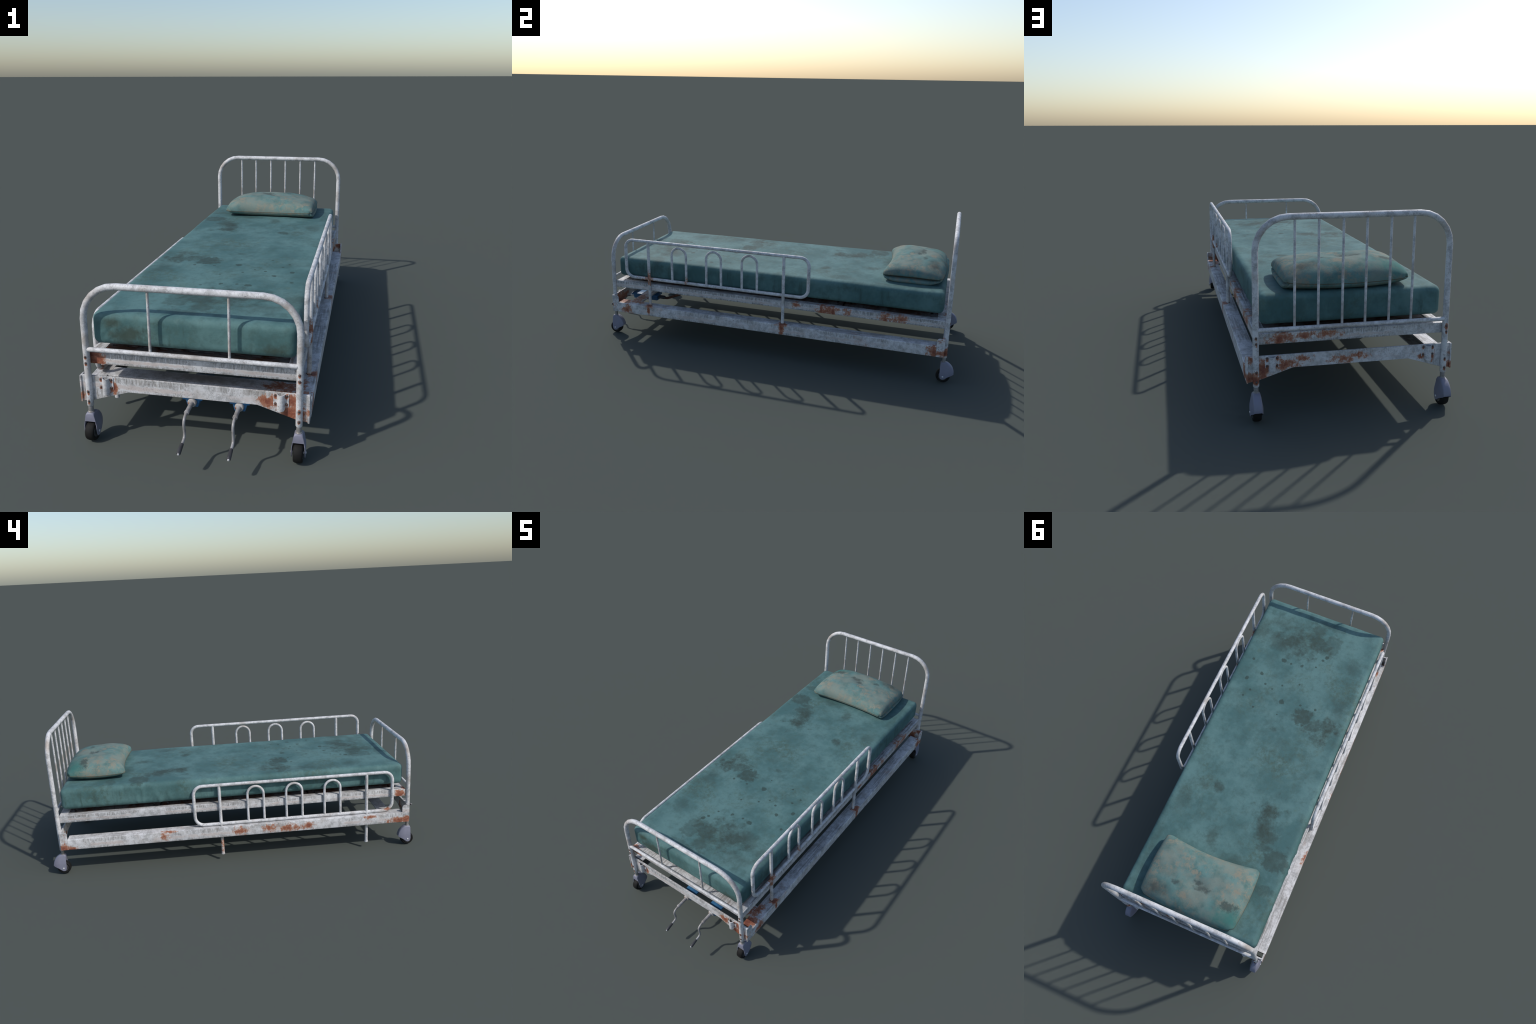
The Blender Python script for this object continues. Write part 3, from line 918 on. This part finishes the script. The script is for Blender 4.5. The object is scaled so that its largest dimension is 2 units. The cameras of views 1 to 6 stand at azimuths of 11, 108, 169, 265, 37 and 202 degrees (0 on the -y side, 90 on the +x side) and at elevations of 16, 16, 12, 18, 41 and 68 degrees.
def pillow_point(u, v):
    """Plan position for u, v in -1..1: corners pulled out, front edge hollow, back full."""
    cx = {(-1, -1): (-0.228, 0.604), (1, -1): (0.232, 0.610), (1, 1): (0.234, 0.901), (-1, 1): (-0.220, 0.904)}
    a, b = (u + 1) / 2, (v + 1) / 2
    x = (cx[-1, -1][0] * (1 - a) + cx[1, -1][0] * a) * (1 - b) + (cx[-1, 1][0] * (1 - a) + cx[1, 1][0] * a) * b
    y = (cx[-1, -1][1] * (1 - a) + cx[1, -1][1] * a) * (1 - b) + (cx[-1, 1][1] * (1 - a) + cx[1, 1][1] * a) * b
    bow = 1 - u * u
    y += bow * (0.024 * (1 - b) + 0.018 * b)
    x += (1 - v * v) * (0.006 * a - 0.009 * (1 - a))
    # round the corners off a little
    k = max(0.0, abs(u) + abs(v) - 1.86) / 0.14
    x -= math.copysign(0.011 * k * k, u)
    y -= math.copysign(0.011 * k * k, v)
    return x, y


def loft(u, v):
    eu, ev = 1 - abs(u) ** 3.2, 1 - abs(v) ** 2.8
    return (max(0.0, eu) ** 0.40) * (max(0.0, ev) ** 0.40)


def seam_z(u, v):
    mouth = max(0.0, u) ** 6 * (1 - v * v)
    return SEAM_Z + 0.006 * (u * u * v * v) - 0.001 * (1 - u * u) + 0.012 * mouth


N, K = 72, 52
bm = bmesh.new()
us = [math.sin(math.pi / 2 * (-1 + 2 * i / N)) for i in range(N + 1)]
vs = [math.sin(math.pi / 2 * (-1 + 2 * j / K)) for j in range(K + 1)]
top, low = {}, {}
for i, u in enumerate(us):
    for j, v in enumerate(vs):
        x, y = pillow_point(u, v)
        h = loft(u, v)
        lump = 1 + 0.05 * noise.noise((x * 9, y * 9, 2.0)) + 0.10 * noise.noise((x * 4, y * 4, 7.0))
        dimple = 0.010 * math.exp(-(((x + 0.004) / 0.05) ** 2 + ((y - 0.778) / 0.03) ** 2))
        wr = 0.0022 * noise.noise((x * 26 + y * 14, y * 22, 0.4)) * h
        # gathers running in from the seams
        ga = 0.0020 * math.sin(x * 95 + 6 * y) * math.exp(-((1 - abs(v)) / 0.22)) * (1 - abs(u) ** 6) * h ** 0.3
        top[i, j] = bm.verts.new((x, y, seam_z(u, v) + P_TOP * h * lump - dimple * h + wr + ga * 0.6))
        if i in (0,) or j in (0, K):
            low[i, j] = top[i, j]
        else:
            lx, ly = x, y
            bulge = (max(0.0, 1 - v ** 4) ** 0.5)
            hl = (max(0.0, 1 - abs(min(u, 0.0)) ** 4) ** 0.5) * bulge
            zz = seam_z(u, v) - (P_LOW + 0.014 * max(0.0, u) ** 6 * (1 - v * v)) * hl
            lx -= 0.010 * max(0.0, (u - 0.9) / 0.1) ** 2
            low[i, j] = bm.verts.new((lx, ly, max(zz, MAT_TOP - 0.002)))
quads = lambda g, i, j: (g[i, j], g[i + 1, j], g[i + 1, j + 1], g[i, j + 1])
for i in range(N):
    for j in range(K):
        bm.faces.new(quads(top, i, j))
        if len(set(quads(low, i, j))) == 4:
            bm.faces.new(quads(low, i, j))
# mouth of the pillowcase: hem turned in, dark gap, stuffing behind
mouth = []
for depth, drop in ((0.002, 0.07), (0.020, 0.11), (0.020, 0.38), (0.004, 0.48), (0.001, 0.60), (0.001, 0.78), (0.004, 0.92)):
    row = []
    for j, v in enumerate(vs):
        a, b = top[N, j].co, low[N, j].co
        if j in (0, K):
            row.append(top[N, j])
        else:
            k = min(1.0, 4 * (1 - v * v))
            row.append(bm.verts.new((a.x - depth * k, a.y, a.z + (b.z - a.z) * drop)))
    mouth.append(row)
rows = [[top[N, j] for j in range(K + 1)]] + mouth + [[low[N, j] for j in range(K + 1)]]
for r, (r0, r1) in enumerate(zip(rows, rows[1:])):
    for j in range(K):
        q = []
        for vtx in (r0[j], r0[j + 1], r1[j + 1], r1[j]):
            if vtx not in q:
                q.append(vtx)
        if len(q) >= 3:
            f = bm.faces.new(q)
            f.material_index = 1 if r in (1, 2) else 0
pillow = new_object('pillow', bm, M_PILLOW, None, angle=75, extra=(M_INSIDE,))
pillow['label'] = 'plump teal pillow with tan mottling and dark stains'
pillow['category'] = 'pillow'

# stitched seam round the three closed sides
bm = bmesh.new()
edge = [(1.0 - 0.004, -1)] + [(u, -1) for u in us[::-1][1:]] + [(-1, v) for v in vs[1:]] + [(u, 1) for u in us[1:]]
path = []
for u, v in edge:
    x, y = pillow_point(u, v)
    path.append((x, y, seam_z(u, v)))
clean = [path[0]]
for q in path[1:]:
    if (Vector(q) - Vector(clean[-1])).length > 0.002:
        clean.append(q)
add_tube(bm, clean, 0.0011, 6)
new_object('seam', bm, M_SEAM, pillow)
